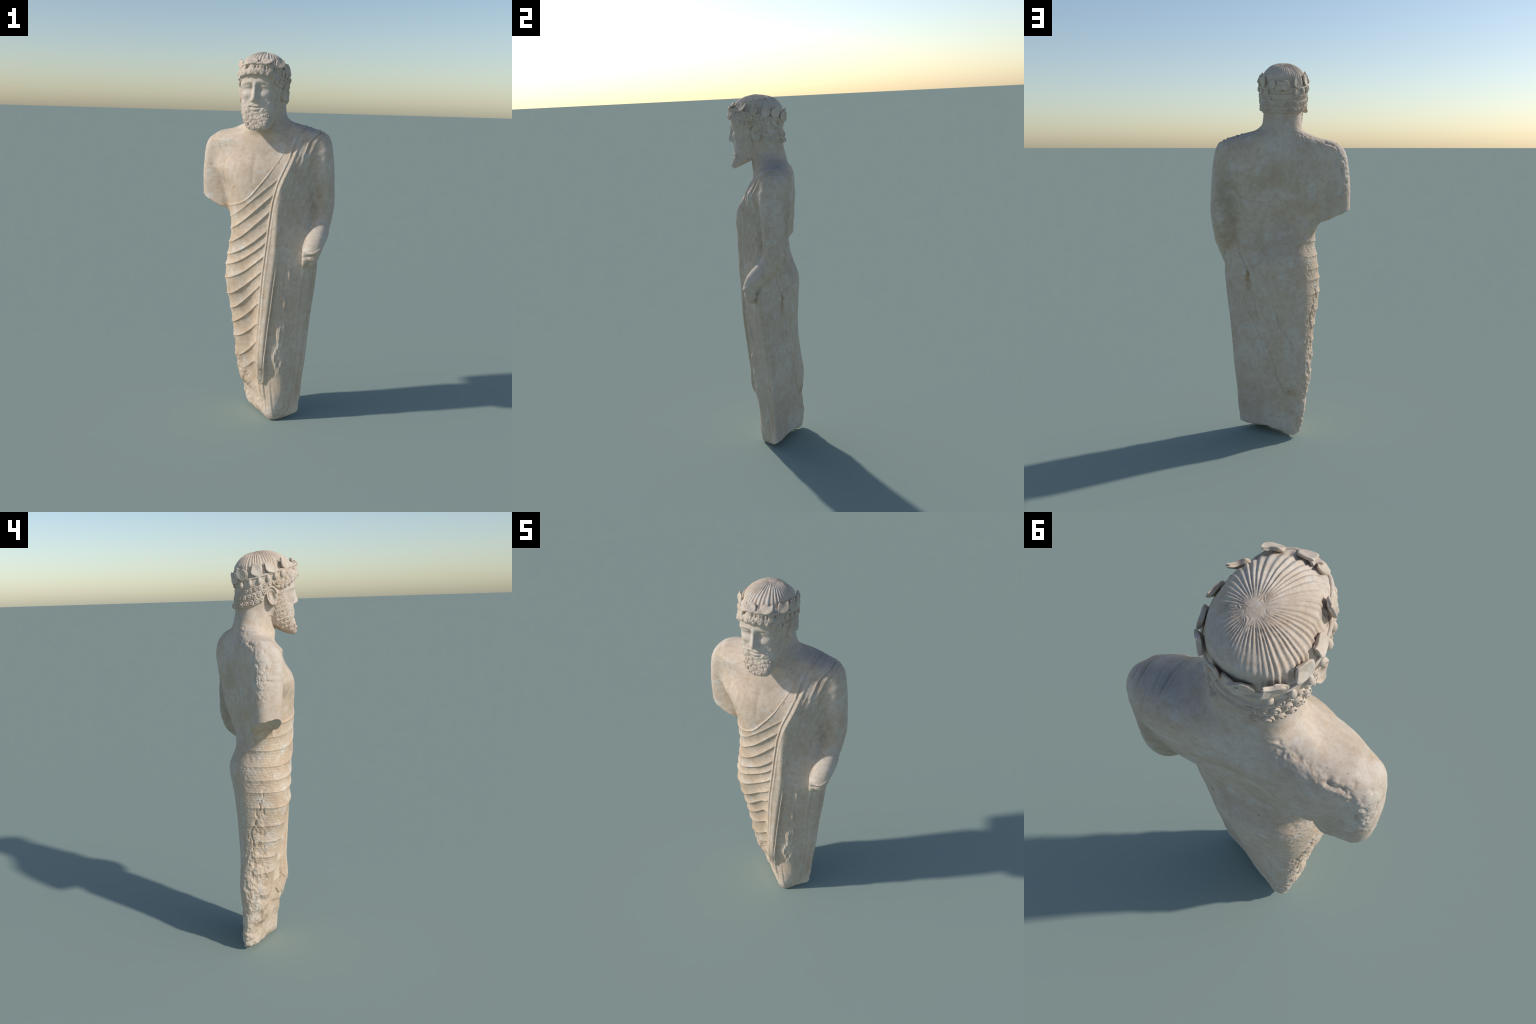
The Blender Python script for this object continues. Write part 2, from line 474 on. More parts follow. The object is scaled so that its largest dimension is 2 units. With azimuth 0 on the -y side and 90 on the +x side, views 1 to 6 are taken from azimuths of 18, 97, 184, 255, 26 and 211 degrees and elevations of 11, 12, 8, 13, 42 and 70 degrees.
def cloak_folds(p, N):
    x, y, z = p.T
    xg = pleat_line(z)
    xs = curve(z, (0.1, -0.11), (0.25, -0.13), (0.45, -0.165), (0.6, -0.18), (0.85, -0.205), (1.1, -0.182), (1.3, -0.2))
    s = np.clip((x - xs) / (xg - xs), 0, 1)
    s = np.where(y > 0.03, 0, s)
    wob = 0.004 * noise(p, 9, 31)
    Z = np.stack([a + (b - a) * s ** 1.55 for a, b in FOLDS]) + wob
    k = (Z > z).sum(0)                       # folds above the point
    up = np.take_along_axis(Z, np.clip(k - 1, 0, len(FOLDS) - 1)[None], 0)[0]
    dn = np.take_along_axis(Z, np.clip(k, 0, len(FOLDS) - 1)[None], 0)[0]
    inner = (k > 0) & (k < len(FOLDS))
    span = np.where(inner, up - dn, 0.08)
    t = np.where(inner, np.clip((up - z) / span, 0, 1), np.where(k == 0, np.clip(1 - (z - dn) / 0.08, 0, 1), np.clip((up - z) / 0.08, 0, 1)))
    down = t * span                         # distance below the crest above, in metres
    upw = (1 - t) * span                    # distance above the next crest
    crest = 0.5 * np.exp(-down / 0.0045) * (k > 0) + 0.5 * np.exp(-upw / 0.011) * (k < len(FOLDS))
    bowl = np.where(inner, (2 * np.clip((t + 0.12) / 1.12, 0, 1) - 1) ** 2, 0.3)
    h = crest * 0.0060 + (bowl - 0.4) * 0.0064
    where = smooth(0.014, -0.004, x - xg) * smooth(-0.01, -0.03, z - neckline(x) - 0.0)
    where *= smooth(0.155, 0.125, y) * smooth(-0.03, -0.10, x - 0.05 * (y > 0.05) - 0.0 + np.where(y < 0.05, -0.5, 0))
    amp = (0.75 + 0.25 * smooth(0.0, 0.35, s)) * smooth(0.20, 0.34, z) * (1 - 0.45 * smooth(0.06, 0.13, y))
    amp = amp * smooth(0.004, -0.018, x - xg)
    return h * amp * where


def strokes(d, w):
    return gauss(d, w)


def body_detail(p, N):
    x, y, z = p.T
    D = np.zeros(len(p))
    front = smooth(0.15, -0.15, N[:, 1]) * (y < 0.06)
    below = z < 1.56
    # --- cloak
    D += cloak_folds(p, N) * smooth(1.44, 1.36, z)
    nk = z - neckline(x)
    frontal = smooth(0.35, -0.1, N[:, 1]) * smooth(0.10, 0.0, y) * smooth(-0.24, -0.17, x) * smooth(0.20, 0.175, x)
    D += frontal * 0.0030 * strokes(nk + 0.004, 0.006) * smooth(1.66, 1.6, z)
    D -= frontal * 0.0030 * smooth(-0.003, 0.003, nk) * smooth(1.62, 1.55, z)
    # pleat
    xg, xe = pleat_line(z), pleat_edge(z)
    zone = front * smooth(0.205, 0.225, z) * smooth(1.56, 1.46, z)
    D += zone * 0.006 * smooth(-0.003, 0.003, x - xg) * smooth(0.012, 0.0, x - xe - 0.006) * smooth(1.45, 1.3, z)
    D += zone * 0.0030 * strokes(x - xg - 0.001, 0.0060)
    D -= zone * 0.0020 * strokes(x - xg - 0.010, 0.0042)
    D += zone * 0.0024 * strokes(x - xg - 0.019 - 0.006 * smooth(1.0, 1.4, z), 0.0050)
    D += zone * 0.0040 * strokes(x - xe + 0.010, 0.012) * smooth(0.3, .5, z)
    # fine pleats left of the prow
    for off, a in ((0.006, 0.0038), (0.019, 0.0032), (0.031, 0.0016)):
        D += zone * a * strokes(x - xe - off, 0.0032) * smooth(0.92, 0.8, z) * smooth(0.24, 0.30, z)
        D -= zone * a * strokes(x - xe - off + 0.006, 0.003) * smooth(0.92, 0.8, z) * smooth(0.24, 0.30, z)
    for off, a in ((0.012, 0.002), (0.030, 0.002), (0.052, 0.0016)):
        xo = x - xe - off - 0.25 * off * (z - 1.2) / 0.2
        D += zone * a * strokes(xo, 0.005) * smooth(1.05, 1.15, z) * smooth(1.52, 1.46, z)
    # hem of the pleat: two layers ending in a zigzag that steps down to the left
    inpl = front * smooth(-0.006, 0.000, x - pleat_line(z) + 0.006) * smooth(0.074, 0.062, x)
    rag = 0.003 * noise(p, 50, 33)
    hem = curve(x, (-0.02, 0.298), (0.002, 0.283), (0.013, 0.257), (0.020, 0.262), (0.031, 0.234), (0.038, 0.240), (0.048, 0.219), (0.08, 0.222)) + rag
    D += inpl * 0.0080 * smooth(-0.003, 0.003, z - hem) * smooth(0.46, 0.34, z)
    hem = curve(x, (-0.02, 0.368), (0.006, 0.362), (0.016, 0.338), (0.024, 0.346), (0.036, 0.312), (0.044, 0.318), (0.07, 0.285)) + rag
    D += inpl * 0.0040 * smooth(-0.0025, 0.0025, z - hem) * smooth(0.50, 0.38, z)
    for x0, a in ((0.020, 0.0022), (0.046, 0.0026), (0.085, 0.0018)):
        xx = x - x0 - 0.12 * (0.22 - z)
        D += front * a * (strokes(xx, 0.006) - 0.8 * strokes(xx - 0.011, 0.006)) * smooth(0.235, 0.20, z) * smooth(0.03, 0.07, z)
    # long border line below the left hand
    xl = curve(z, (0.05, 0.178), (0.125, 0.183), (0.3, 0.204), (0.41, 0.211), (0.52, 0.218), (0.654, 0.225), (0.78, 0.238), (0.867, 0.248))
    lz = front * smooth(0.05, 0.12, z) * smooth(0.92, 0.86, z)
    D += lz * (0.0014 * strokes(x - xl, 0.005) - 0.0030 * strokes(x - xl - 0.011, 0.006))
    # raised seam down the left corner
    yc = curve(z, (0.05, 0.032), (0.34, 0.030), (0.53, 0.026), (0.73, 0.018), (0.9, 0.006))
    D += 0.0065 * strokes(y - yc, 0.0060) * (x > 0.19) * smooth(0.08, 0.14, z) * smooth(0.93, 0.87, z)
    D -= 0.0050 * strokes(y - yc + 0.014, 0.007) * (x > 0.19) * smooth(0.08, 0.14, z) * smooth(0.93, 0.87, z)
    # folds over the left shoulder
    w = y + (z - 1.6) * 0.6
    sh = smooth(1.44, 1.50, z) * smooth(0.17, 0.11, y) * (x > 0.1)
    for pts, a in (([(-0.14, 0.168), (-0.045, 0.182), (0.022, 0.203), (0.128, 0.208)], 1.0),
                   ([(-0.133, 0.230), (-0.1, 0.238), (-0.042, 0.248), (-0.004, 0.264), (0.054, 0.283), (0.1, 0.280)], 1.3),
                   ([(-0.13, 0.252), (-0.04, 0.275), (0.05, 0.303), (0.1, 0.300)], 0.8),
                   ([(-0.13, 0.196), (-0.04, 0.214), (0.05, 0.236), (0.12, 0.232)], 0.5)):
        xx = curve(w, *pts)
        D += sh * a * (0.0030 * strokes(x - xx + 0.005, 0.005) - 0.0040 * strokes(x - xx - 0.003, 0.0045))
    # sleeve wrinkles and lumps on the left arm
    arm = smooth(0.24, 0.29, x) * smooth(1.0, 1.1, z) * smooth(1.58, 1.5, z)
    D += arm * 0.0035 * fbm(p * np.array([1, 1, 0.8]), 16, 2, 40)
    for z0 in (1.10, 1.165, 1.215, 1.29, 1.37):
        D -= arm * 0.0016 * strokes(z - z0 + 0.25 * (y - .06) + 0.006 * noise(p, 18, 5), 0.004)
    D += 0.006 * arm * smooth(0.08, 0.02, y) * noise(p, 22, 44) * smooth(1.30, 1.42, z)
    # fine incised folds in front of the arm
    fr = front * smooth(0.16, 0.2, x) * smooth(0.30, 0.27, x) * smooth(1.02, 1.1, z) * smooth(1.5, 1.42, z)
    D += fr * 0.0018 * np.sin((x - 0.33 * (z - 1.0)) * 200 + 2 * noise(p, 10, 7))
    # --- left hand: knuckles and a torn fist
    hd = gauss(np.linalg.norm((p - np.array([0.285, -0.075, 0.945])) / np.array([0.05, 0.05, 0.055]), axis=1), 1.0)
    D += hd * 0.007 * fbm(p, 42, 3, 50)
    slit = np.hypot((x - 0.300) / 0.026, (z - 0.962 - 0.1 * (x - 0.3)) / 0.0075)
    D -= 0.013 * gauss(slit, 0.9) * smooth(-0.045, -0.065, y)
    D += 0.006 * gauss(np.hypot((x - 0.298) / 0.022, (z - 0.940) / 0.010), 1) * (y < 0.0)
    D += 0.006 * gauss((x - 0.258 - 0.10 * (z - 0.93)) / 0.009, 1) * smooth(0.885, 0.905, z) * smooth(1.0, 0.97, z) * (y < 0.0)
    cuff = np.abs(z - 1.012 - 0.75 * (y + 0.05) - 0.1 * (x - 0.29))
    D += 0.0035 * gauss(cuff / 0.006, 1) * smooth(0.235, 0.25, x) * (y < 0.03)
    # --- chest anatomy
    pec = gauss((x + 0.11) / 0.07, 1) * gauss((z - 1.385) / 0.055, 1) * front
    D += 0.004 * pec
    D += 0.0035 * gauss(np.hypot(x + 0.134, z - 1.308), 0.0065) * (y < 0)
    D -= 0.002 * front * strokes(x - 0.0 + 0.02, 0.012) * smooth(1.3, 1.36, z) * smooth(1.5, 1.44, z)
    D += groove(p, [(-0.195, -0.045, 1.47), (-0.205, -0.055, 1.38), (-0.205, -0.035, 1.30), (-0.195, -0.02, 1.22)], 0.012, 0.003, 0)
    # --- back
    D += groove(p, [(0.235, 0.15, 1.335), (0.21, 0.154, 1.313), (0.157, 0.156, 1.283), (0.091, 0.150, 1.273), (0.031, 0.147, 1.283)], 0.005, 0.0045, 0)
    D += groove(p, [(0.235, 0.078, 1.0), (0.215, 0.083, 0.980), (0.180, 0.093, 0.919), (0.166, 0.098, 0.844), (0.138, 0.111, 0.742), (0.124, 0.116, 0.631)], 0.005, 0.006, 0.010)
    D += groove(p, [(0.20, 0.085, 0.80), (0.189, 0.089, 0.723), (0.124, 0.116, 0.574), (0.067, 0.135, 0.489), (0.025, 0.149, 0.387), (-0.003, 0.157, 0.284),
                    (-0.031, 0.161, 0.243), (-0.080, 0.173, 0.262)], 0.0045, 0.0045, 0.005)
    D += groove(p, [(0.03, 0.147, 0.72), (0.014, 0.149, 0.669), (-0.010, 0.153, 0.594), (-0.062, 0.164, 0.535), (-0.079, 0.171, 0.488)], 0.005, 0.006, 0.005)
    D += groove(p, [(0.11, 0.155, 1.36), (-0.02, 0.15, 1.30), (-0.09, 0.15, 1.24), (-0.14, 0.13, 1.18)], 0.004, 0.0015, 0.006)
    return D


def damage(p, N):
    """breaks, chips and weathering"""
    x, y, z = p.T
    D = np.zeros(len(p))
    rough = fbm(p, 34, 4, 60)
    ridged = 1 - 2 * np.abs(fbm(p * np.array([1.3, 1.3, 0.6]), 30, 3, 70))
    # right flank, torn surface widening downwards
    cy = curve(z, (0.05, 0.09), (0.3, 0.10), (0.5, 0.10), (0.7, 0.10), (0.9, 0.08))
    hw = curve(z, (0.05, 0.10), (0.3, 0.075), (0.5, 0.055), (0.65, 0.034), (0.8, 0.016), (0.9, 0.004))
    m = smooth(1.2, 0.75, np.abs(y - cy + 0.012 * noise(p, 14, 9)) / hw) * smooth(-0.02, -0.08, x) * smooth(0.9, 0.84, z)
    D += m * (0.0085 * rough + 0.0055 * ridged - 0.003) * (0.7 + 0.3 * smooth(0.7, 0.4, z))
    D += groove(p, [(-0.199, 0.066, 0.89), (-0.192, 0.088, 0.80), (-0.187, 0.098, 0.772), (-0.181, 0.105, 0.706), (-0.168, 0.122, 0.665),
                    (-0.169, 0.119, 0.586), (-0.147, 0.155, 0.503)], 0.0045, 0.0050, 0.014, along=0)
    # lumps along the lower right back edge
    D += 0.005 * gauss(np.linalg.norm((p - np.array([-0.11, 0.180, 0.375])) / np.array([0.045, 0.05, 0.06]), axis=1), 1)
    # rubble strip left of the pleat
    xr = curve(z, (0.3, 0.13), (0.38, 0.131), (0.5, 0.137), (0.66, 0.150), (0.76, 0.150), (0.9, 0.172))
    m = smooth(0.034, 0.012, np.abs(x - xr + 0.014 * noise(p, 16, 12))) * smooth(0.24, 0.34, z) * smooth(0.92, 0.86, z) * (y < 0)
    D += m * (0.015 * np.clip(fbm(p * np.array([1.5, 1, 0.5]), 26, 3, 80) + 0.1, -0.15, 1) + 0.002)
    # chipped line on the right shoulder, behind
    line = [(-0.10, 0.130, 1.635), (-0.20, 0.138, 1.605), (-0.271, 0.131, 1.572), (-0.295, 0.130, 1.534), (-0.318, 0.126, 1.501),
            (-0.322, 0.127, 1.456), (-0.340, 0.122, 1.389), (-0.345, 0.119, 1.34)]
    near = (z > 1.3) & (z < 1.7) & (x < -0.05) & (y > 0.04)
    if near.any():
        q = p[near]
        d, t = segment_distance(q + 0.012 * np.stack([noise(q, 26, s) for s in (13, 14, 15)], 1), line)
        D[near] += -0.0085 * gauss(d, 0.0065) * (0.35 + 1.0 * np.clip(noise(q, 70, 16) + 0.4, 0, 1)) * smooth(0, .15, t)
        D[near] += 0.006 * fbm(q, 75, 2, 17) * gauss(d, 0.024)
        side = gauss(np.hypot((q[:, 2] - 1.47) / 0.10, (q[:, 1] - 0.10) / 0.035), 1) * (q[:, 0] < -0.28)
        D[near] += side * 0.009 * np.minimum(0, fbm(q, 70, 2, 18) - 0.05)
    # broken faces: arm stump and foot end
    stump = smooth(-0.3, -0.65, N[:, 2]) * (z < 1.30) * (z > 1.12) * (x < -0.19)
    D += stump * (0.008 * fbm(p, 26, 3, 90))
    foot = smooth(0.07, 0.02, z) * 0.6 + smooth(-0.4, -0.7, N[:, 2]) * (z < 0.1)
    obl = smooth(0.18, 0.13, z) * smooth(0.10, 0.02, x) * smooth(0.05, 0.0, y)
    D += np.clip(foot + obl, 0, 1) * (0.008 * fbm(p, 24, 4, 95))
    # overall gentle unevenness and worn grain
    D += 0.0022 * fbm(p, 8, 2, 100) + 0.0008 * fbm(p, 45, 2, 103)
    # tooled, woven-looking surface on the right flank of the cloak
    wv = smooth(-0.10, -0.15, x) * smooth(0.42, 0.5, z) * smooth(1.15, 1.08, z) * (y > -0.05)
    D += wv * 0.0003 * np.sin(z * 2 * np.pi / 0.0125 + 1.0 * noise(p, 12, 8))
    D += wv * 0.0011 * noise(p * np.array([1.0, 1.0, 1.3]), 110, 6)
    return D


# ------------------------------------------------------------------ head relief
CROWN = np.array([HX + 0.004, 0.028])


def stem_height(y):
    return 1.888 - 0.275 * y


def hairline(p):
    """signed measure: > 0 in the hair"""
    x, y, z = p.T
    ax = np.abs(x - HX)
    front = z - curve(y, (-0.2, 1.884), (-0.155, 1.878), (-0.14, 1.868), (-0.10, 1.838), (-0.07, 1.818), (-0.045, 1.824), (-0.02, 1.836), (0.005, 1.82))
    back = z - curve(y, (0.0, 1.83), (0.012, 1.80), (0.03, 1.768), (0.06, 1.748), (0.09, 1.736), (0.2, 1.731))
    return np.where(y < 0.002, front, back)


def beard_zone(p):
    """> 0 in the beard: below a line falling from the ear past the corner of the mouth"""
    x, y, z = p.T
    au = np.abs(x - HX)
    mouth = curve(au, (0.0, 1.694), (0.022, 1.697), (0.038, 1.712), (0.055, 1.728), (0.075, 1.75), (0.2, 1.78))
    cheek = curve(y, (-0.20, 1.69), (-0.130, 1.700), (-0.111, 1.725), (-0.095, 1.750), (-0.082, 1.784), (-0.065, 1.82), (0.0, 1.83))
    return np.maximum(np.minimum(mouth, 1.75), cheek - 0.12 * smooth(-0.112, -0.135, y)) - z


def head_detail(p, N):
    x, y, z = p.T
    u = x - HX
    au = np.abs(u)
    D = np.zeros(len(p))
    hair = smooth(-0.003, 0.003, hairline(p)) * smooth(1.720, 1.728, z)
    st = z - stem_height(y)
    # thick fringe and side curls stand proud of face and nape
    band = hair * smooth(0.030, -0.004, st)
    D += band * (0.0095 + 0.0045 * smooth(-0.10, -0.14, y)) * (1 - 0.35 * smooth(.05, .10, y))
    # combed strands above the wreath
    dx, dy = x - CROWN[0], y - CROWN[1]
    a = np.arctan2(dx, dy)
    r = np.hypot(dx, dy)
    calm = smooth(-0.3, 0.5, np.cos(a - 0.75)) * smooth(0.05, 0.08, r)   # worn smooth at the left back
    ring_n = np.stack([np.cos(a) * 3, np.sin(a) * 3, 0 * a], 1)
    comb = np.sin(a * 52 + 3.2 * noise(ring_n, 1.3, 20) + 1.2 * noise(ring_n, 4.0, 23) + 0.7 * noise(p, 26, 21))
    comb = np.where(comb > 0, np.abs(comb) ** 0.7, -np.abs(comb))
    D += hair * smooth(0.0, 0.012, st) * smooth(0.006, 0.034, r) * (1 - 0.8 * calm) * (0.0019 + 0.0008 * noise(ring_n, 2.5, 24)) * comb
    D += hair * smooth(0.0, 0.012, st) * smooth(0.0, 0.03, r) * 0.0010 * fbm(p, 40, 2, 22)
    # wavy bands across the back of the head
    bk = hair * smooth(0.05, 0.09, y) * smooth(0.085, 0.06, au)
    for z0 in (1.829, 1.797, 1.766):
        zz = z - z0 - 0.006 * (au / 0.07) ** 2
        D += bk * (0.0030 * strokes(zz + 0.004, 0.005) - 0.0045 * strokes(zz - 0.003, 0.004))
    D += bk * 0.004 * smooth(1.765, 1.74, z)
    # fringe: worn short locks under the wreath in front
    fr = band * smooth(-0.03, -0.07, y)
    phi = np.arctan2(u, -(y + 0.01))
    D += fr * 0.0030 * np.sin(phi * 34) * smooth(-0.03, -0.045, st)
    D += fr * 0.0035 * fbm(p, 75, 2, 25)
    D -= fr * 0.0090 * smooth(-0.1, 0.5, np.sin(phi * 20 + 0.6)) * gauss((st + 0.019) / 0.010, 1) * smooth(-0.09, -0.12, y)
    # --- face
    f = smooth(-0.055, -0.09, y) * (1 - hair) * (z > 1.59)
    nose_h = curve(z, (1.738, 0), (1.745, 0.010), (1.752, 0.024), (1.764, 0.031), (1.79, 0.022), (1.815, 0.013), (1.835, 0.008), (1.86, 0.0))
    nose_w = curve(z, (1.738, 0.017), (1.755, 0.0155), (1.785, 0.0115), (1.82, 0.010), (1.86, 0.02))
    D += f * nose_h * np.exp(-np.abs(u / nose_w) ** 2.6)
    D += f * 0.006 * gauss((au - 0.019) / 0.007, 1) * gauss((z - 1.753) / 0.008, 1)
    brow = 1.847 - 0.0022 * (au / 0.05) ** 2 * 4
    D += f * 0.0036 * gauss((z - brow) / 0.010, 1) * smooth(0.008, 0.02, au) * smooth(0.105, 0.085, au)
    D -= f * 0.0095 * gauss((au - 0.040) / 0.026, 1) * gauss((z - 1.816) / 0.016, 1)
    D -= f * 0.0080 * gauss((au - 0.021) / 0.010, 1) * gauss((z - 1.812) / 0.018, 1)
    D += f * 0.0065 * gauss((au - 0.046) / 0.020, 1) * gauss((z - 1.819) / 0.0090, 1)
    lid = 1.8235 - 0.010 * ((au - 0.044) / 0.022) ** 2
    D += f * 0.0010 * gauss((z - lid) / 0.0030, 1) * (np.abs(au - 0.044) < 0.026)
    lid = 1.807 + 0.005 * ((au - 0.044) / 0.022) ** 2
    D += f * 0.0006 * gauss((z - lid) / 0.003, 1) * (np.abs(au - 0.044) < 0.024)
    D += f * 0.0065 * gauss((au - 0.052) / 0.022, 1) * gauss((z - 1.780) / 0.016, 1)
    D -= f * 0.0025 * gauss((au - 0.040 - 0.5 * (1.765 - z)) / 0.009, 1) * smooth(1.715, 1.735, z) * smooth(1.775, 1.755, z)
    # mouth with a faint smile
    mz = 1.717 + 0.10 * np.clip(au, 0, .04) ** 1.5 * 5
    D += f * 0.0055 * gauss(au / 0.022, 1) * gauss((z - mz - 0.007) / 0.0060, 1)
    D += f * 0.0060 * gauss(au / 0.018, 1) * gauss((z - mz + 0.010) / 0.0065, 1)
    D -= f * 0.0045 * gauss(au / 0.024, 1) * gauss((z - mz) / 0.0030, 1)
    D -= f * 0.0035 * gauss((au - 0.028) / 0.006, 1) * gauss((z - mz) / 0.007, 1)
    D += f * 0.0035 * gauss((au - 0.024) / 0.020, 1) * gauss((z - 1.738 + 0.35 * au) / 0.006, 1)
    # beard: proud of the cheek, lumpy with worn curls
    bd = smooth(-0.002, 0.003, beard_zone(p)) * smooth(0.002, -0.010, y + 0.03) * (1 - hair) * (z > 1.59) * (z < 1.84)
    D += bd * 0.003
    D += bd * (0.0028 * fbm(p, 70, 2, 28) + 0.0015 * fbm(p, 130, 1, 29)) * smooth(1.60, 1.62, z)
    D += bd * 0.0035 * fbm(p, 48, 2, 30) * smooth(1.69, 1.66, z) * smooth(-0.10, -0.13, y)
    return D


def carve(V, N):
    z = V[:, 2]
    D = damage(V, N)
    lo = z < 1.66
    D[lo] += body_detail(V[lo], N[lo])
    hd = z > 1.595
    is_head = (f_skull(V[hd]) < 0.012) | (f_face(V[hd]) < 0.012)
    k = np.where(hd)[0][is_head]
    D[k] += head_detail(V[k], N[k])
    return V + N * D[:, None]


# ------------------------------------------------------------------ which face belongs to which part
def part_of(c):
    x, y, z = c.T
    head = (z > 1.595) & ((f_skull(c) < 0.010) | (f_face(c) < 0.010))
    nk = np.zeros(len(c), object)
    nk[:] = 'cloak'
    nk[(z > neckline(x)) & (y < 0.08) & (x < 0.19) & (z > 1.19)] = 'torso'
    nk[(y >= 0.08) & (z > 1.28 - 0.12 * (x < -.1) * 0) & (x < 0.26)] = 'torso'
    nk[(x < -0.205 - 0.25 * np.clip(z - 1.50, 0, 1)) & (z > 1.15) & (z < 1.62)] = 'upper_arm'
    nk[(x > 0.255) & (z > 1.0) & (z < 1.6)] = 'arm'
    hand = np.linalg.norm((c - np.array([0.278, -0.05, 0.945])) / np.array([0.05, 0.05, 0.062]), axis=1) < 1.0
    nk[hand] = 'hand'
    nk[(z > 1.60) & (np.hypot(x + 0.008, y - 0.05) < 0.15 - 0.4 * (z - 1.6)) & ~head] = 'neck'
    hair = (hairline(c) > 0) & (z > 1.722)
    nk[head & hair] = 'hair'
    nk[head & ~hair] = 'head'
    beard = (beard_zone(c) > 0) & (y < -0.028) & (z < 1.84)
    nk[head & ~hair & beard] = 'beard'
    nk[head & (z < 1.74) & (y > -0.03)] = 'neck'
    return nk


# ==== BLENDER
import bpy
from mathutils import Matrix, Vector

# ------------------------------------------------------------------ stone
def stone_material(name, tint=(1, 1, 1), seed=0.0, stains=1.0):
    m = bpy.data.materials.new(name)
    m.use_nodes = True
    nt = m.node_tree
    nt.nodes.clear()
    out = nt.nodes.new('ShaderNodeOutputMaterial')
    bs = nt.nodes.new('ShaderNodeBsdfPrincipled')
    nt.links.new(bs.outputs[0], out.inputs[0])
    geo = nt.nodes.new('ShaderNodeNewGeometry')
    mp = nt.nodes.new('ShaderNodeMapping')
    mp.inputs['Location'].default_value = (seed, seed * 0.7, seed * 1.3)
    nt.links.new(geo.outputs['Position'], mp.inputs[0])

    def tex(scale, detail=4.0, rough=0.55, squash=None):
        n = nt.nodes.new('ShaderNodeTexNoise')
        n.inputs['Scale'].default_value = scale
        n.inputs['Detail'].default_value = detail
        n.inputs['Roughness'].default_value = rough
        if squash:
            m2 = nt.nodes.new('ShaderNodeMapping')
            m2.inputs['Scale'].default_value = squash
            nt.links.new(mp.outputs[0], m2.inputs[0])
            nt.links.new(m2.outputs[0], n.inputs['Vector'])
        else:
            nt.links.new(mp.outputs[0], n.inputs['Vector'])
        return n.outputs['Fac']

    def ramp(fac, *stops):
        r = nt.nodes.new('ShaderNodeValToRGB')
        while len(r.color_ramp.elements) < len(stops):
            r.color_ramp.elements.new(0.5)
        for e, (pos, col) in zip(r.color_ramp.elements, stops):
            e.position = pos
            e.color = (*col, 1) if len(col) == 3 else col
        nt.links.new(fac, r.inputs[0])
        return r.outputs[0]

    def mix(a, b, fac, mode='MIX'):
        n = nt.nodes.new('ShaderNodeMix')
        n.data_type = 'RGBA'
        n.blend_type = mode
        for sock, v in ((n.inputs[6], a), (n.inputs[7], b)):
            if isinstance(v, tuple):
                sock.default_value = (*v, 1)
            else:
                nt.links.new(v, sock)
        if isinstance(fac, float):
            n.inputs[0].default_value = fac
        else:
            nt.links.new(fac, n.inputs[0])
        return n.outputs[2]

    g = lambda v: (v, v, v)
    t = lambda c: tuple(a * b for a, b in zip(c, tint))
    grey = ramp(tex(6.0, 5, 0.6), (0.32, t((0.545, 0.442, 0.345))), (0.50, t((0.610, 0.515, 0.418))), (0.68, t((0.645, 0.578, 0.500))))
    tan = ramp(tex(7.0, 5, 0.6), (0.30, t((0.50, 0.370, 0.250))), (0.52, t((0.595, 0.455, 0.325))), (0.72, t((0.65, 0.540, 0.415))))
    # the cloak over the right leg and flank is warmer than the chest and the back
    zone = nt.nodes.new('ShaderNodeMapping')
    zone.inputs['Location'].default_value = (0.13, 0.06, -0.72)
    nt.links.new(geo.outputs['Position'], zone.inputs[0])
    zs = nt.nodes.new('ShaderNodeMapping')
    zs.inputs['Scale'].default_value = (4.2, 4.6, 1.25)
    nt.links.new(zone.outputs[0], zs.inputs[0])
    ln = nt.nodes.new('ShaderNodeVectorMath')
    ln.operation = 'LENGTH'
    nt.links.new(zs.outputs[0], ln.inputs[0])
    ad = nt.nodes.new('ShaderNodeMath')
    ad.operation = 'MULTIPLY_ADD'
    nt.links.new(tex(8.0, 4, 0.6), ad.inputs[0])
    ad.inputs[1].default_value = 1.1
    nt.links.new(ln.outputs['Value'], ad.inputs[2])
    mr = nt.nodes.new('ShaderNodeMapRange')
    nt.links.new(ad.outputs[0], mr.inputs[0])
    for k, v in ((1, 1.0), (2, 1.9), (3, 0.95), (4, 0.18)):
        mr.inputs[k].default_value = v
    c = mix(grey, tan, mr.outputs[0])
    pale = ramp(tex(14.0, 6, 0.65), (0.54, g(0)), (0.74, g(0.9)))
    c = mix(c, t((0.63, 0.59, 0.535)), pale)
    rosy = ramp(tex(3.3, 4, 0.5), (0.52, g(0)), (0.68, g(0.5)))
    c = mix(c, t((0.560, 0.440, 0.345)), rosy)
    mott = ramp(tex(38.0, 4, 0.6), (0.36, t((0.80, 0.70, 0.60))), (0.50, g(0.95)), (0.66, (1.04, 1.05, 1.06)))
    c = mix(c, mott, 0.42, 'MULTIPLY')
    fine = ramp(tex(120.0, 4, 0.7), (0.30, g(0.90)), (0.62, g(1.05)))
    c = mix(c, fine, 1.0, 'MULTIPLY')
    ochre = ramp(tex(9.0, 7, 0.72, (1, 1, 0.45)), (0.63, g(0)), (0.76, g(0.5 * stains)))
    c = mix(c, t((0.36, 0.26, 0.14)), ochre)
    spots = ramp(tex(34.0, 2, 0.5, (1, 1, 0.6)), (0.755, g(0)), (0.785, g(0.6 * stains)))
    c = mix(c, (0.22, 0.105, 0.04), spots)

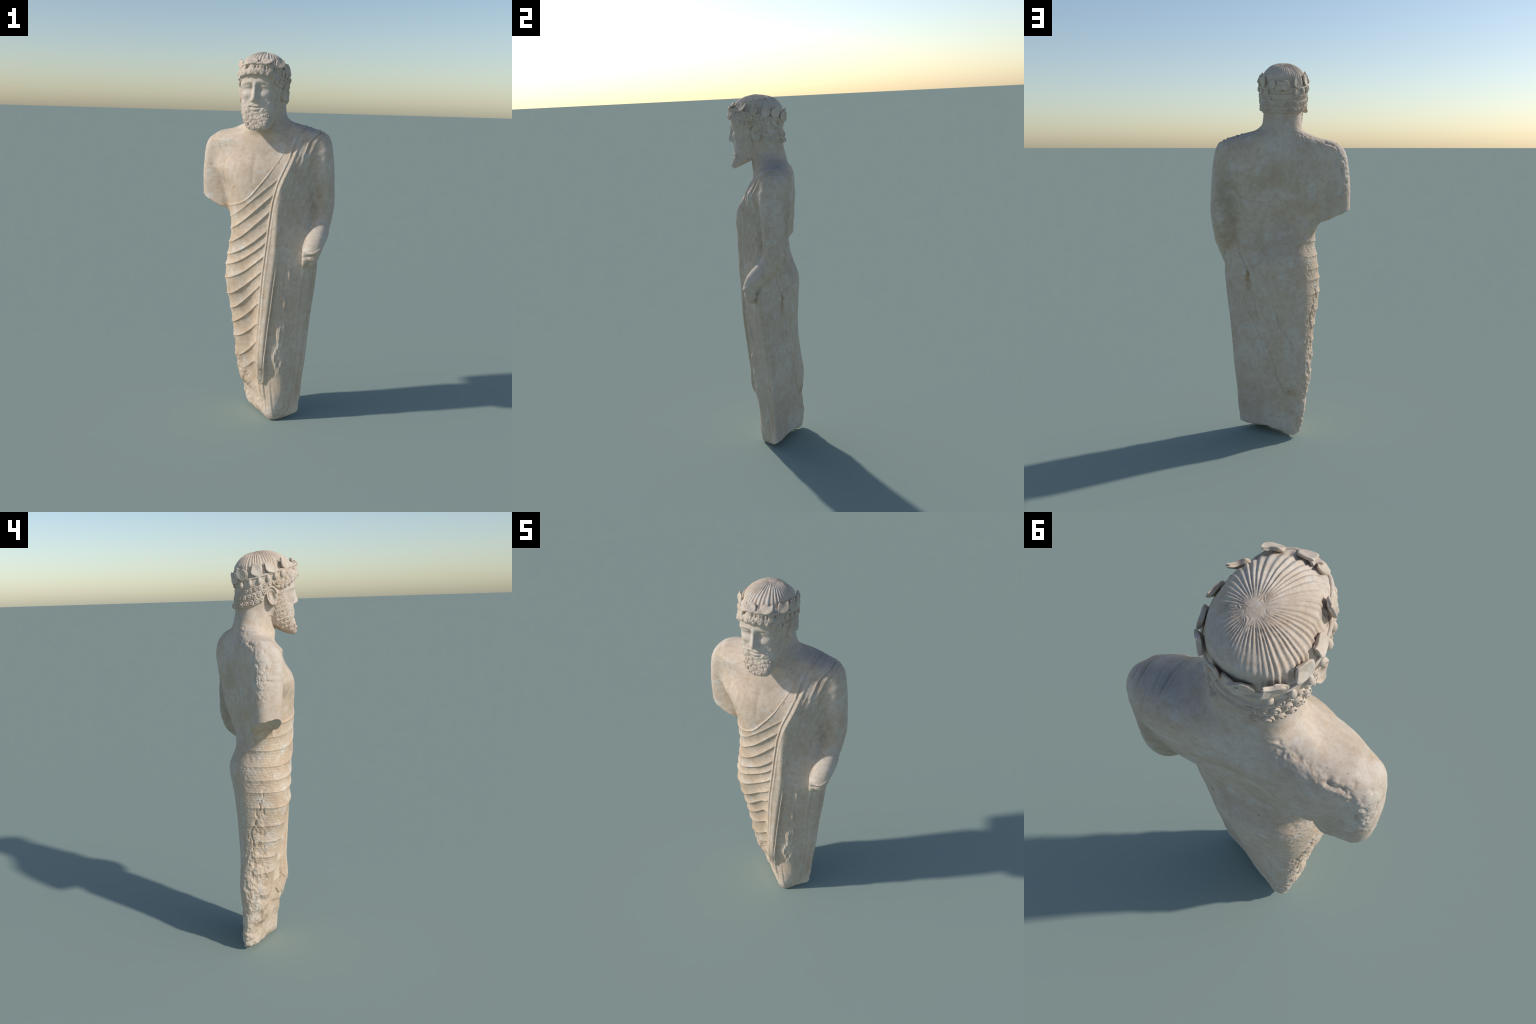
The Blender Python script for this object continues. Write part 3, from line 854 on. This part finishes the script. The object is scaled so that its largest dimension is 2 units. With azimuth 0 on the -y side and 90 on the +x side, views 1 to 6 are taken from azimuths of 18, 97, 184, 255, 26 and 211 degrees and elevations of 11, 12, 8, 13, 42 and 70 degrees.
    def blob(centre, radii, inner, outer, rough_scale, amount):
        """soft patch of dirt around a place, its border broken up by noise"""
        a = nt.nodes.new('ShaderNodeVectorMath')
        a.operation = 'SUBTRACT'
        nt.links.new(geo.outputs['Position'], a.inputs[0])
        a.inputs[1].default_value = centre
        b = nt.nodes.new('ShaderNodeVectorMath')
        b.operation = 'DIVIDE'
        nt.links.new(a.outputs[0], b.inputs[0])
        b.inputs[1].default_value = radii
        l = nt.nodes.new('ShaderNodeVectorMath')
        l.operation = 'LENGTH'
        nt.links.new(b.outputs[0], l.inputs[0])
        n = nt.nodes.new('ShaderNodeMath')
        n.operation = 'MULTIPLY_ADD'
        nt.links.new(tex(rough_scale, 5, 0.65), n.inputs[0])
        n.inputs[1].default_value = 2.0
        nt.links.new(l.outputs['Value'], n.inputs[2])
        r = nt.nodes.new('ShaderNodeMapRange')
        nt.links.new(n.outputs[0], r.inputs[0])
        for k, v in ((1, inner + 1), (2, outer + 1), (3, amount), (4, 0.0)):
            r.inputs[k].default_value = v
        return r.outputs[0]

    c = mix(c, (0.62, 0.575, 0.515), blob((-0.01, -0.15, 1.79), (0.13, 0.09, 0.17), 0.3, 1.5, 14.0, 0.30))
    c = mix(c, (0.33, 0.27, 0.185), blob((0.275, 0.13, 1.27), (0.075, 0.06, 0.26), 0.1, 1.1, 22.0, 0.75))
    c = mix(c, (0.34, 0.26, 0.165), blob((0.30, 0.00, 1.27), (0.06, 0.06, 0.13), 0.0, 1.0, 20.0, 0.55))
    c = mix(c, (0.36, 0.325, 0.30), blob((0.225, 0.085, 1.615), (0.10, 0.075, 0.06), 0.1, 1.2, 30.0, 0.75))
    c = mix(c, (0.36, 0.20, 0.075), blob((0.175, 0.095, 0.87), (0.022, 0.06, 0.09), 0.0, 0.9, 45.0, 0.85))
    c = mix(c, (0.38, 0.24, 0.10), blob((-0.06, 0.17, 0.25), (0.06, 0.06, 0.05), -0.1, 0.7, 35.0, 0.7))
    c = mix(c, (0.40, 0.31, 0.20), blob((0.02, 0.17, 1.40), (0.16, 0.06, 0.10), 0.0, 1.0, 16.0, 0.40))
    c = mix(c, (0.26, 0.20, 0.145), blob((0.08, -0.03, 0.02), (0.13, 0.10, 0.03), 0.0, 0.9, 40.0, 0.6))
    nt.links.new(c, bs.inputs['Base Color'])
    bs.inputs['Roughness'].default_value = 0.82
    bs.inputs['Specular IOR Level'].default_value = 0.25
    bp = nt.nodes.new('ShaderNodeBump')
    bp.inputs['Strength'].default_value = 0.35
    bp.inputs['Distance'].default_value = 0.002
    nt.links.new(tex(170.0, 5, 0.65), bp.inputs['Height'])
    nt.links.new(bp.outputs[0], bs.inputs['Normal'])
    return m


STONE = stone_material('weathered_limestone')

# ------------------------------------------------------------------ assemble
root = bpy.data.objects.new('statue', None)
bpy.context.scene.collection.objects.link(root)
root['label'] = 'weathered limestone statue of a bearded wreathed man in a cloak'
root['category'] = 'statue'


def add_mesh(name, V, F, parent=root, normals=None, smooth_shade=True, mat=STONE, kind=None):
    me = bpy.data.meshes.new(name)
    V = np.ascontiguousarray(V, np.float32)
    if isinstance(F, np.ndarray):
        k = F.shape[1]
        me.vertices.add(len(V))
        me.vertices.foreach_set('co', V.ravel())
        me.loops.add(F.size)
        me.loops.foreach_set('vertex_index', F.ravel().astype(np.int32))
        me.polygons.add(len(F))
        me.polygons.foreach_set('loop_start', np.arange(0, F.size, k, dtype=np.int32))
        me.update(calc_edges=True)
    else:
        me.from_pydata(V.tolist(), [], F)
        me.update()
    me.polygons.foreach_set('use_smooth', np.full(len(me.polygons), smooth_shade))
    if normals is not None:
        me.normals_split_custom_set_from_vertices(normals.tolist())
    me.materials.append(mat)
    o = bpy.data.objects.new(name, me)
    bpy.context.scene.collection.objects.link(o)
    o.parent = parent
    if kind:
        o['kind'] = kind
    return o


V, Q, E = build_surface()
N = normals_of(relax(V, E, 0.5, 2), Q)
V = carve(V, N)
V = relax(V, E, 0.25, 1)
low = V[:, 2].min()
V[:, 2] -= low * np.clip((0.3 - V[:, 2]) / (0.3 - low), 0, 1)
N = normals_of(V, Q)
labels = part_of(V[Q].mean(1))
for name in ('cloak', 'torso', 'upper_arm', 'arm', 'hand', 'neck', 'head', 'hair', 'beard'):
    q = Q[labels == name]
    if not len(q):
        continue
    used, inv = np.unique(q, return_inverse=True)
    add_mesh(name, V[used], inv.reshape(-1, 4), normals=N[used])

# ------------------------------------------------------------------ carved ornaments of the head
from mathutils.bvhtree import BVHTree

hd = np.where(V[Q].mean(1)[:, 2] > 1.57)[0]
used, inv = np.unique(Q[hd], return_inverse=True)
TREE = BVHTree.FromPolygons(V[used].tolist(), inv.reshape(-1, 4).tolist())
rnd = np.random.RandomState(5)


def on_head(phi, z, cy=-0.005):
    """surface point and normal seen from outside at azimuth phi (0 front, + towards +x)"""
    d = Vector((math.sin(phi), -math.cos(phi), 0))
    o = Vector((HX, cy, z)) + d * 0.4
    hit, nor, _, _ = TREE.ray_cast(o, -d)
    return hit, d


def side_phi(y, side, half=0.120, yb=0.135, yf=-0.165):
    """azimuth of a head point from its y, on the left (+1) or right (-1) side"""
    t = y / (yb if y > 0 else -yf)
    x = half * math.sqrt(max(0.0, 1 - t * t))
    return side * math.atan2(x, -(y + 0.005))


def frame(loc, out, up=Vector((0, 0, 1))):
    n = out.normalized()
    x = up.cross(n).normalized()
    y = n.cross(x)
    return Matrix((x, y, n)).transposed().to_4x4(), loc


def local_normal(loc, rad=0.012):
    """average outward direction of the surface around a point"""
    acc = Vector((0, 0, 0))
    for p, n, i, d in TREE.find_nearest_range(loc, rad):
        acc += n
    return acc.normalized() if acc.length else Vector((0, -1, 0))


def instance(name, me, mat4, parent):
    o = bpy.data.objects.new(name, me)
    bpy.context.scene.collection.objects.link(o)
    o.parent = parent
    o.matrix_world = mat4
    return o


def grid_mesh(name, P, closed_u=True):
    """P: rings x segments x 3"""
    r, s = P.shape[:2]
    idx = np.arange(r * s).reshape(r, s)
    a, b = idx[:-1], idx[1:]
    F = np.stack([a, np.roll(a, -1, 1), np.roll(b, -1, 1), b], -1)
    if not closed_u:
        F = F[:, :-1]
    me = bpy.data.meshes.new(name)
    me.from_pydata(P.reshape(-1, 3).tolist(), [], F.reshape(-1, 4).tolist())
    me.polygons.foreach_set('use_smooth', np.ones(len(me.polygons), bool))
    me.materials.append(STONE)
    me.update()
    return me


def curl_mesh(name, worn=0.0, turns=1.55, flip=1, seed=0):
    """a snail curl of unit radius, z outwards: domed button with a spiral channel"""
    rr = np.r_[np.linspace(0.02, 1, 15), 1.04, 1.02]
    th = np.linspace(0, 2 * np.pi, 36, endpoint=False)
    R, T = np.meshgrid(rr, th, indexing='ij')
    h = 0.42 * np.sqrt(np.clip(1 - (np.minimum(R, 1) * 0.93) ** 2, 0, 1))
    sp = np.cos(2 * np.pi * turns * np.minimum(R, 1) - flip * T)
    h = h + (1 - worn) * 0.20 * np.clip(sp, -1, 0.55) * smooth(1.02, 0.86, R) * smooth(0.0, 0.15, R)
    h[-2] = -0.1
    h[-1] = -0.75
    x, y = R * np.cos(T), R * np.sin(T)
    wob = 1 + 0.05 * np.sin(2 * T + seed) + 0.04 * np.sin(3 * T + 2.1 * seed)
    return grid_mesh(name, np.stack([x * wob, y * wob, h], -1))


CURLS = [curl_mesh('curl', 0.0, 1.5, 1, 1), curl_mesh('curl', 0.1, 1.7, -1, 2), curl_mesh('curl', 0.25, 1.4, 1, 3)]
KNOBS = [curl_mesh('worn_curl', 0.7, 1.2, 1, 4), curl_mesh('worn_curl', 0.85, 1.3, -1, 5)]


def put_curl(phi, z, r, meshes, parent, name, sink=0.0, cy=-0.005, tall=1.0):
    loc, out = on_head(phi, z, cy)
    if loc is None:
        return
    n = local_normal(loc)
    m, _ = frame(loc, n)
    me = meshes[rnd.randint(len(meshes))]
    s = r * (0.92 + 0.18 * rnd.rand())
    spin = Matrix.Rotation(rnd.rand() * 6.28, 4, 'Z')
    instance(name, me, Matrix.Translation(loc - n * sink) @ m @ spin @ Matrix.Diagonal((s, s, s * tall, 1)), parent)


hair = bpy.data.objects['hair']
beard = bpy.data.objects['beard']
head = bpy.data.objects['head']

# rows of curls around the sides of the head
for side in (-1, 1):
    rows = [
        ([0.112, 0.098, 0.080, 0.060, 0.039, 0.018, -0.003, -0.024, -0.045], lambda y: curve(np.array([y]), (-0.05, 1.848), (-0.02, 1.848), (0.0, 1.842), (0.045, 1.826), (0.1, 1.812))[0], 0.0124),
        ([0.130, 0.120, 0.104, 0.085, 0.064, 0.043, 0.022], lambda y: curve(np.array([y]), (0.016, 1.808), (0.045, 1.796), (0.08, 1.784), (0.13, 1.778))[0], 0.0128),
        ([0.128, 0.114, 0.097, 0.077, 0.056, 0.036], lambda y: curve(np.array([y]), (0.035, 1.774), (0.06, 1.764), (0.08, 1.757), (0.112, 1.748), (0.14, 1.745))[0], 0.0124),
    ]
    for ys, zf, r in rows:
        for y in ys:
            if side > 0 and y > 0.118:
                continue
            put_curl(side_phi(y, side), zf(y) + 0.002 * rnd.randn(), r, CURLS, hair, 'curl', 0.0005, tall=1.25)
    # temple curls before the ear
    for y, z in ((-0.060, 1.846), (-0.078, 1.851), (-0.098, 1.860), (-0.066, 1.828), (-0.084, 1.835), (-0.104, 1.846), (-0.122, 1.857)):
        put_curl(side_phi(y, side), z, 0.0098, CURLS if side < 0 else KNOBS, hair, 'curl' if side < 0 else 'worn_curl', 0.001)

# worn fringe over the forehead
for k in range(-8, 9):
    phi = math.radians(k * 4.6 + 1.0 * rnd.randn())
    for dz, r in ((0.007, 0.0078), (0.019, 0.0072)):
        zz = 1.878 - 0.010 * (k / 8) ** 2 + dz + 0.0015 * rnd.randn()
        put_curl(phi + (0.04 if dz > 0.01 else 0), zz, r, KNOBS, hair, 'worn_curl', 0.0015)

# beard curls: clear on the right cheek, worn in front and on the left
for side in (-1, 1):
    for row in range(4):
        for j in range(10):
            # rows run from before the ear down to the chin, one behind the other
            t = j / 9
            z = 1.806 - 0.182 * t - 0.004 * row
            y = -0.072 - 0.062 * t ** 1.2 + 0.0185 * row * min(1.0, 0.25 + 1.5 * t)
            if y > -0.040 - 0.25 * max(0, 1.69 - z) or z < 1.625 or (side > 0 and rnd.rand() < 0.35):
                continue
            x = 0.125 * side
            loc, nor, _, _ = TREE.ray_cast(Vector((HX + 0.3 * side, y - 0.05, z)), Vector((-side, 0.05 / 0.2, 0)).normalized())
            if loc is None or abs(loc.x - HX) < 0.03:
                continue
            n = local_normal(loc)
            m, _ = frame(loc, n)
            s = 0.0098 * (0.92 + 0.16 * rnd.rand())
            me = CURLS[rnd.randint(3)] if side < 0 else KNOBS[rnd.randint(2)]
            instance('curl' if side < 0 else 'worn_curl', me, Matrix.Translation(loc - n * 0.0012) @ m @ Matrix.Rotation(rnd.rand() * 6, 4, 'Z') @ Matrix.Diagonal((s, s, s * (1 if side < 0 else .7), 1)), beard)
for row, z0 in enumerate((1.622, 1.640, 1.658, 1.675)):
    for k in range(-4, 5):
        u = (k + 0.5 * (row % 2)) * 0.0155
        if abs(u) > (0.050, 0.06, 0.066, 0.07)[row] or (row == 3 and abs(u) < 0.02):
            continue
        loc, nor, _, _ = TREE.ray_cast(Vector((HX + u, -0.4, z0 + 0.004 * rnd.randn())), Vector((0, 1, 0)))
        if loc is None:
            continue
        n = local_normal(loc)
        m, _ = frame(loc, n)
        s = 0.0090 * (0.85 + 0.3 * rnd.rand())
        me = CURLS[2] if rnd.rand() < 0.5 else KNOBS[0]
        instance('worn_curl', me, Matrix.Translation(loc - n * 0.001) @ m @ Matrix.Rotation(rnd.rand() * 6, 4, 'Z') @ Matrix.Diagonal((s, s, s * 1.1, 1)), beard)

# --- wreath: stem, leaves, hanging buds
wreath = bpy.data.objects.new('wreath', None)
bpy.context.scene.collection.objects.link(wreath)
wreath.parent = root


def stem_point(phi):
    z = 1.888
    for _ in range(4):
        loc, d = on_head(phi, z)
        z = stem_height(loc.y)
    return loc, d


ring = []
angles = np.linspace(-math.pi * 0.93, math.pi * 0.93, 150)
spine = np.array([stem_point(a)[0] for a in angles])
outw = np.array([stem_point(a)[1] for a in angles])
for _ in range(6):
    spine[1:-1] = 0.5 * spine[1:-1] + 0.25 * (spine[2:] + spine[:-2])
sec = np.linspace(0, 2 * np.pi, 14, endpoint=False)
P = np.empty((len(angles), 14, 3))
for i, a in enumerate(angles):
    r = 0.0052 * (1 + 0.16 * math.sin(a * 21) + 0.08 * math.sin(a * 9 + 1)) * (0.5 + 0.5 * float(smooth(0, 0.08, np.array(1 - abs(a) / (math.pi * .93)))))
    P[i] = spine[i] + outw[i] * 0.0012 + np.outer(np.cos(sec), outw[i]) * r + np.outer(np.sin(sec), [0, 0, 1]) * r * 1.15
stem_me = grid_mesh('stem', P[:, ::-1])
instance('stem', stem_me, Matrix(), wreath)


def leaf_mesh(name, broken=0.0, seed=0):
    """stone leaf carved in one with the hair: base at the origin, length 1 along y, outward z, its back runs into the skull"""
    n, m = 24, 17
    v = np.linspace(0.0, 1.0, n)
    half = 0.39 * np.sin(np.pi * np.clip(v * 0.86 + 0.07, 0, 1)) ** 0.75 * (1 - 0.10 * v) * (1 - (0.65 if broken < 0.12 else 0.25) * smooth(0.62, 1.0, v))
    u = np.linspace(-1, 1, m)
    rs = np.random.RandomState(seed)
    k1, k2 = rs.rand() * 6, rs.rand() * 6
    X = half[:, None] * u[None]
    tip = 1 - broken * (0.5 + 0.5 * np.sin(u * 2.0 + k1)) - 0.10 * u ** 2      # worn or snapped upper edge
    Y = v[:, None] * (1 - (1 - tip[None]) * smooth(0.3, 1.0, v)[:, None])
    edge = smooth(0, 0.22, 1 - np.abs(u))[None] * smooth(0, 0.10, 1.02 - v)[:, None]
    mid = 0.014 * gauss(u / 0.12, 1)[None] * np.sin(np.pi * v)[:, None]
    top = 0.07 * np.abs(u)[None] ** 2 * np.sin(np.pi * v)[:, None] - mid + 0.012 * np.sin(9 * Y + 4 * X + k2)
    A = np.stack([X, Y, top + 0.055 * edge], -1)
    B = np.stack([X * 0.92, Y * 0.96, top - 0.06 - 0.05 * edge - 0.10 * smooth(0.6, 0.0, v)[:, None]], -1)
    loop = np.concatenate([A, B[:, ::-1]], 1)
    cap0 = loop[:1].mean(1, keepdims=True).repeat(2 * m, 1)
    cap1 = loop[-1:].mean(1, keepdims=True).repeat(2 * m, 1)
    return grid_mesh(name, np.concatenate([cap0, loop, cap1], 0)[:, ::-1])


LEAVES = [leaf_mesh('leaf', 0.0, 1), leaf_mesh('leaf', 0.16, 2), leaf_mesh('leaf', 0.32, 3), leaf_mesh('leaf', 0.10, 4)]


def put_leaf(base_y, side, lean, tilt, length, k, up=0.004, width=1.0, phi=None):
    """tilt: swing of the tip towards the face; lean: away from the skull"""
    a = side_phi(base_y, side) if phi is None else phi
    loc, d = stem_point(a)
    upv = Vector((0, 0, 1))
    # follow the slope of the skull above the stem
    hi, _ = on_head(a, min(loc.z + 0.036, 1.985))
    y = (hi - loc).normalized()
    n = (d - y * d.dot(y)).normalized()
    x = y.cross(n)
    m = Matrix((x, y, n)).transposed().to_4x4()
    rot = Matrix.Rotation(tilt * side, 4, 'Z') @ Matrix.Rotation(lean, 4, 'X')
    s = length * 1.12
    instance('leaf', LEAVES[k], Matrix.Translation(loc + upv * up + d * 0.004) @ m @ rot @ Matrix.Diagonal((s * width, s, s * 0.9, 1)), wreath)


for y, lean, tilt, ln, k in ((0.098, 0.30, -0.55, 0.062, 3), (0.036, 0.16, -0.70, 0.062, 1), (-0.026, 0.06, -0.85, 0.056, 0), (-0.088, 0.25, -0.50, 0.050, 3)):
    put_leaf(y, -1, lean, tilt, ln, k, width=1.15)
for y, lean, tilt, ln, k in ((0.122, 0.22, -0.25, 0.046, 1), (0.080, 0.30, -0.35, 0.060, 3), (0.026, 0.14, -0.75, 0.060, 0), (-0.034, 0.10, -0.85, 0.056, 3), (-0.098, 0.10, -0.80, 0.058, 2)):
    put_leaf(y, 1, lean, tilt, ln, k, width=1.1)
# leaves at the back, pointing sideways, and the broken ones in front
for phi, side, lean, tilt, ln, k in ((math.radians(-163), -1, 0.12, -1.05, 0.056, 0), (math.radians(165), 1, 0.08, -1.15, 0.054, 0),
                                     (math.radians(-138), -1, 0.30, -0.45, 0.046, 2),
                                     (math.radians(-24), -1, 0.04, 1.05, 0.048, 2), (math.radians(3), 1, 0.02, 0.9, 0.050, 1),
                                     (math.radians(17), 1, 0.04, -0.75, 0.052, 2), (math.radians(-9), -1, 0.0, -0.4, 0.038, 2)):
    put_leaf(0, side, lean, tilt, ln, k, phi=phi, width=1.15)

# hanging buds
t = np.linspace(0, 1, 13)
bud_r = 0.62 * np.sin(np.pi * np.clip(t * 0.94 + 0.03, 0, 1)) ** 0.7 * (0.75 + 0.35 * t)
ang = np.linspace(0, 2 * np.pi, 18, endpoint=False)
BUD = grid_mesh('bud', np.stack([np.outer(bud_r, np.cos(ang)), np.outer(bud_r, np.sin(ang)), np.repeat((0.15 - 1.9 * t)[:, None], 18, 1)], -1)[:, ::-1])
for side, ys in ((-1, (0.112, 0.078, 0.041, 0.003, -0.032, -0.066, -0.096)), (1, (0.108, 0.075, 0.040, 0.005, -0.03, -0.064, -0.096))):
    for y in ys:
        a = side_phi(y, side)
        loc, d = stem_point(a)
        lo2, _ = on_head(a, loc.z - 0.018)
        s = 0.0182 * (0.92 + 0.16 * rnd.rand()) * (1 if side < 0 else 0.85)
        ax = (lo2 - loc).normalized()
        base = loc + d * 0.0050 + Vector((0, 0, -0.003))
        m, _ = frame(base, d, -ax)
        m = Matrix((m.col[0].xyz, m.col[2].xyz, m.col[1].xyz)).transposed().to_4x4()
        instance('bud', BUD, Matrix.Translation(base) @ m @ Matrix.Rotation(rnd.rand() * 6, 4, 'Z') @ Matrix.Diagonal((s * 0.95, s * 0.95, s, 1)), wreath)
for deg in (-38, -28, -18, -8, 2, 12, 22, 32, 40):
    a = math.radians(deg + 1.5 * rnd.randn())
    loc, d = stem_point(a)
    base = loc + d * 0.001 + Vector((0, 0, -0.004))
    s = 0.0130 * (0.85 + 0.3 * rnd.rand())
    instance('bud', BUD, Matrix.Translation(base) @ Matrix.Rotation(0.1 * rnd.randn(), 4, 'Y') @ Matrix.Diagonal((s * 0.8, s * 0.8, s * 1.15, 1)), wreath)


# --- ears
def ear_mesh():
    """ear as a relief over an egg-shaped outline: u towards the face, v up, w outwards"""
    rr = np.r_[np.linspace(0.03, 1, 26), 1.02, 0.98]
    th = np.linspace(0, 2 * np.pi, 64, endpoint=False)
    R, T = np.meshgrid(rr, th, indexing='ij')
    U = R * np.cos(T) * 0.026 * (1 + 0.14 * np.sin(T))
    W = R * np.sin(T) * 0.046
    U = U - 0.10 * (W + 0.046) * 0.35
    back = smooth(0.95, 0.2, np.cos(T))                       # rim open towards the cheek
    rim = gauss((R - 0.88) / 0.11, 1) * np.clip(back + 0.55 * (np.sin(T) > 0.2), 0, 1)
    anti = gauss((R - 0.56) / 0.10, 1) * smooth(0.5, -0.2, np.cos(T)) * smooth(-0.95, -0.4, np.sin(T))
    conch = gauss(np.hypot((U + 0.0) / 0.010, (W - 0.001) / 0.015), 1)
    tragus = gauss(np.hypot((U - 0.013) / 0.005, (W + 0.004) / 0.007), 1)
    lobe = gauss(np.hypot((U) / 0.013, (W + 0.034) / 0.011), 1)
    curl_in = gauss(np.hypot((U - 0.004) / 0.009, (W - 0.022) / 0.008), 1)
    H = 0.006 + 0.0075 * rim + 0.0045 * anti - 0.0085 * conch + 0.004 * tragus + 0.005 * lobe + 0.002 * curl_in + 0.006 * smooth(0.2, -1, np.cos(T)) * R
    H = np.where(R > 1.0, 0.004, H)
    H[-1] = -0.022
    return np.stack([U, W, H], -1)


EP = ear_mesh()
for side, yc, zc in ((-1, -0.020, 1.789), (1, -0.012, 1.798)):
    P = EP.copy()
    if side < 0:
        P[..., 0] *= -1
        P = P[:, ::-1]
    # u axis: towards the face on each side
    me = grid_mesh('ear', P)
    loc, d = on_head(side_phi(yc, side, 0.11), zc)
    out = Vector((side, 0.30, -0.05)).normalized()
    upv = Vector((0, 0.10, 1))
    m, _ = frame(loc, out, upv)
    # frame x = up x n : on the left side this points to the back, so turn it to the face
    fix = Matrix.Diagonal((-1, 1, 1, 1)) if True else Matrix()
    P2 = P.copy()
    P2[..., 0] *= -1
    me = grid_mesh('ear', P2[:, ::-1])
    tip = Vector((side * 0.113 + HX, yc, zc))
    instance('ear', me, Matrix.Translation(tip) @ m, head)
bpy.context.view_layer.update()
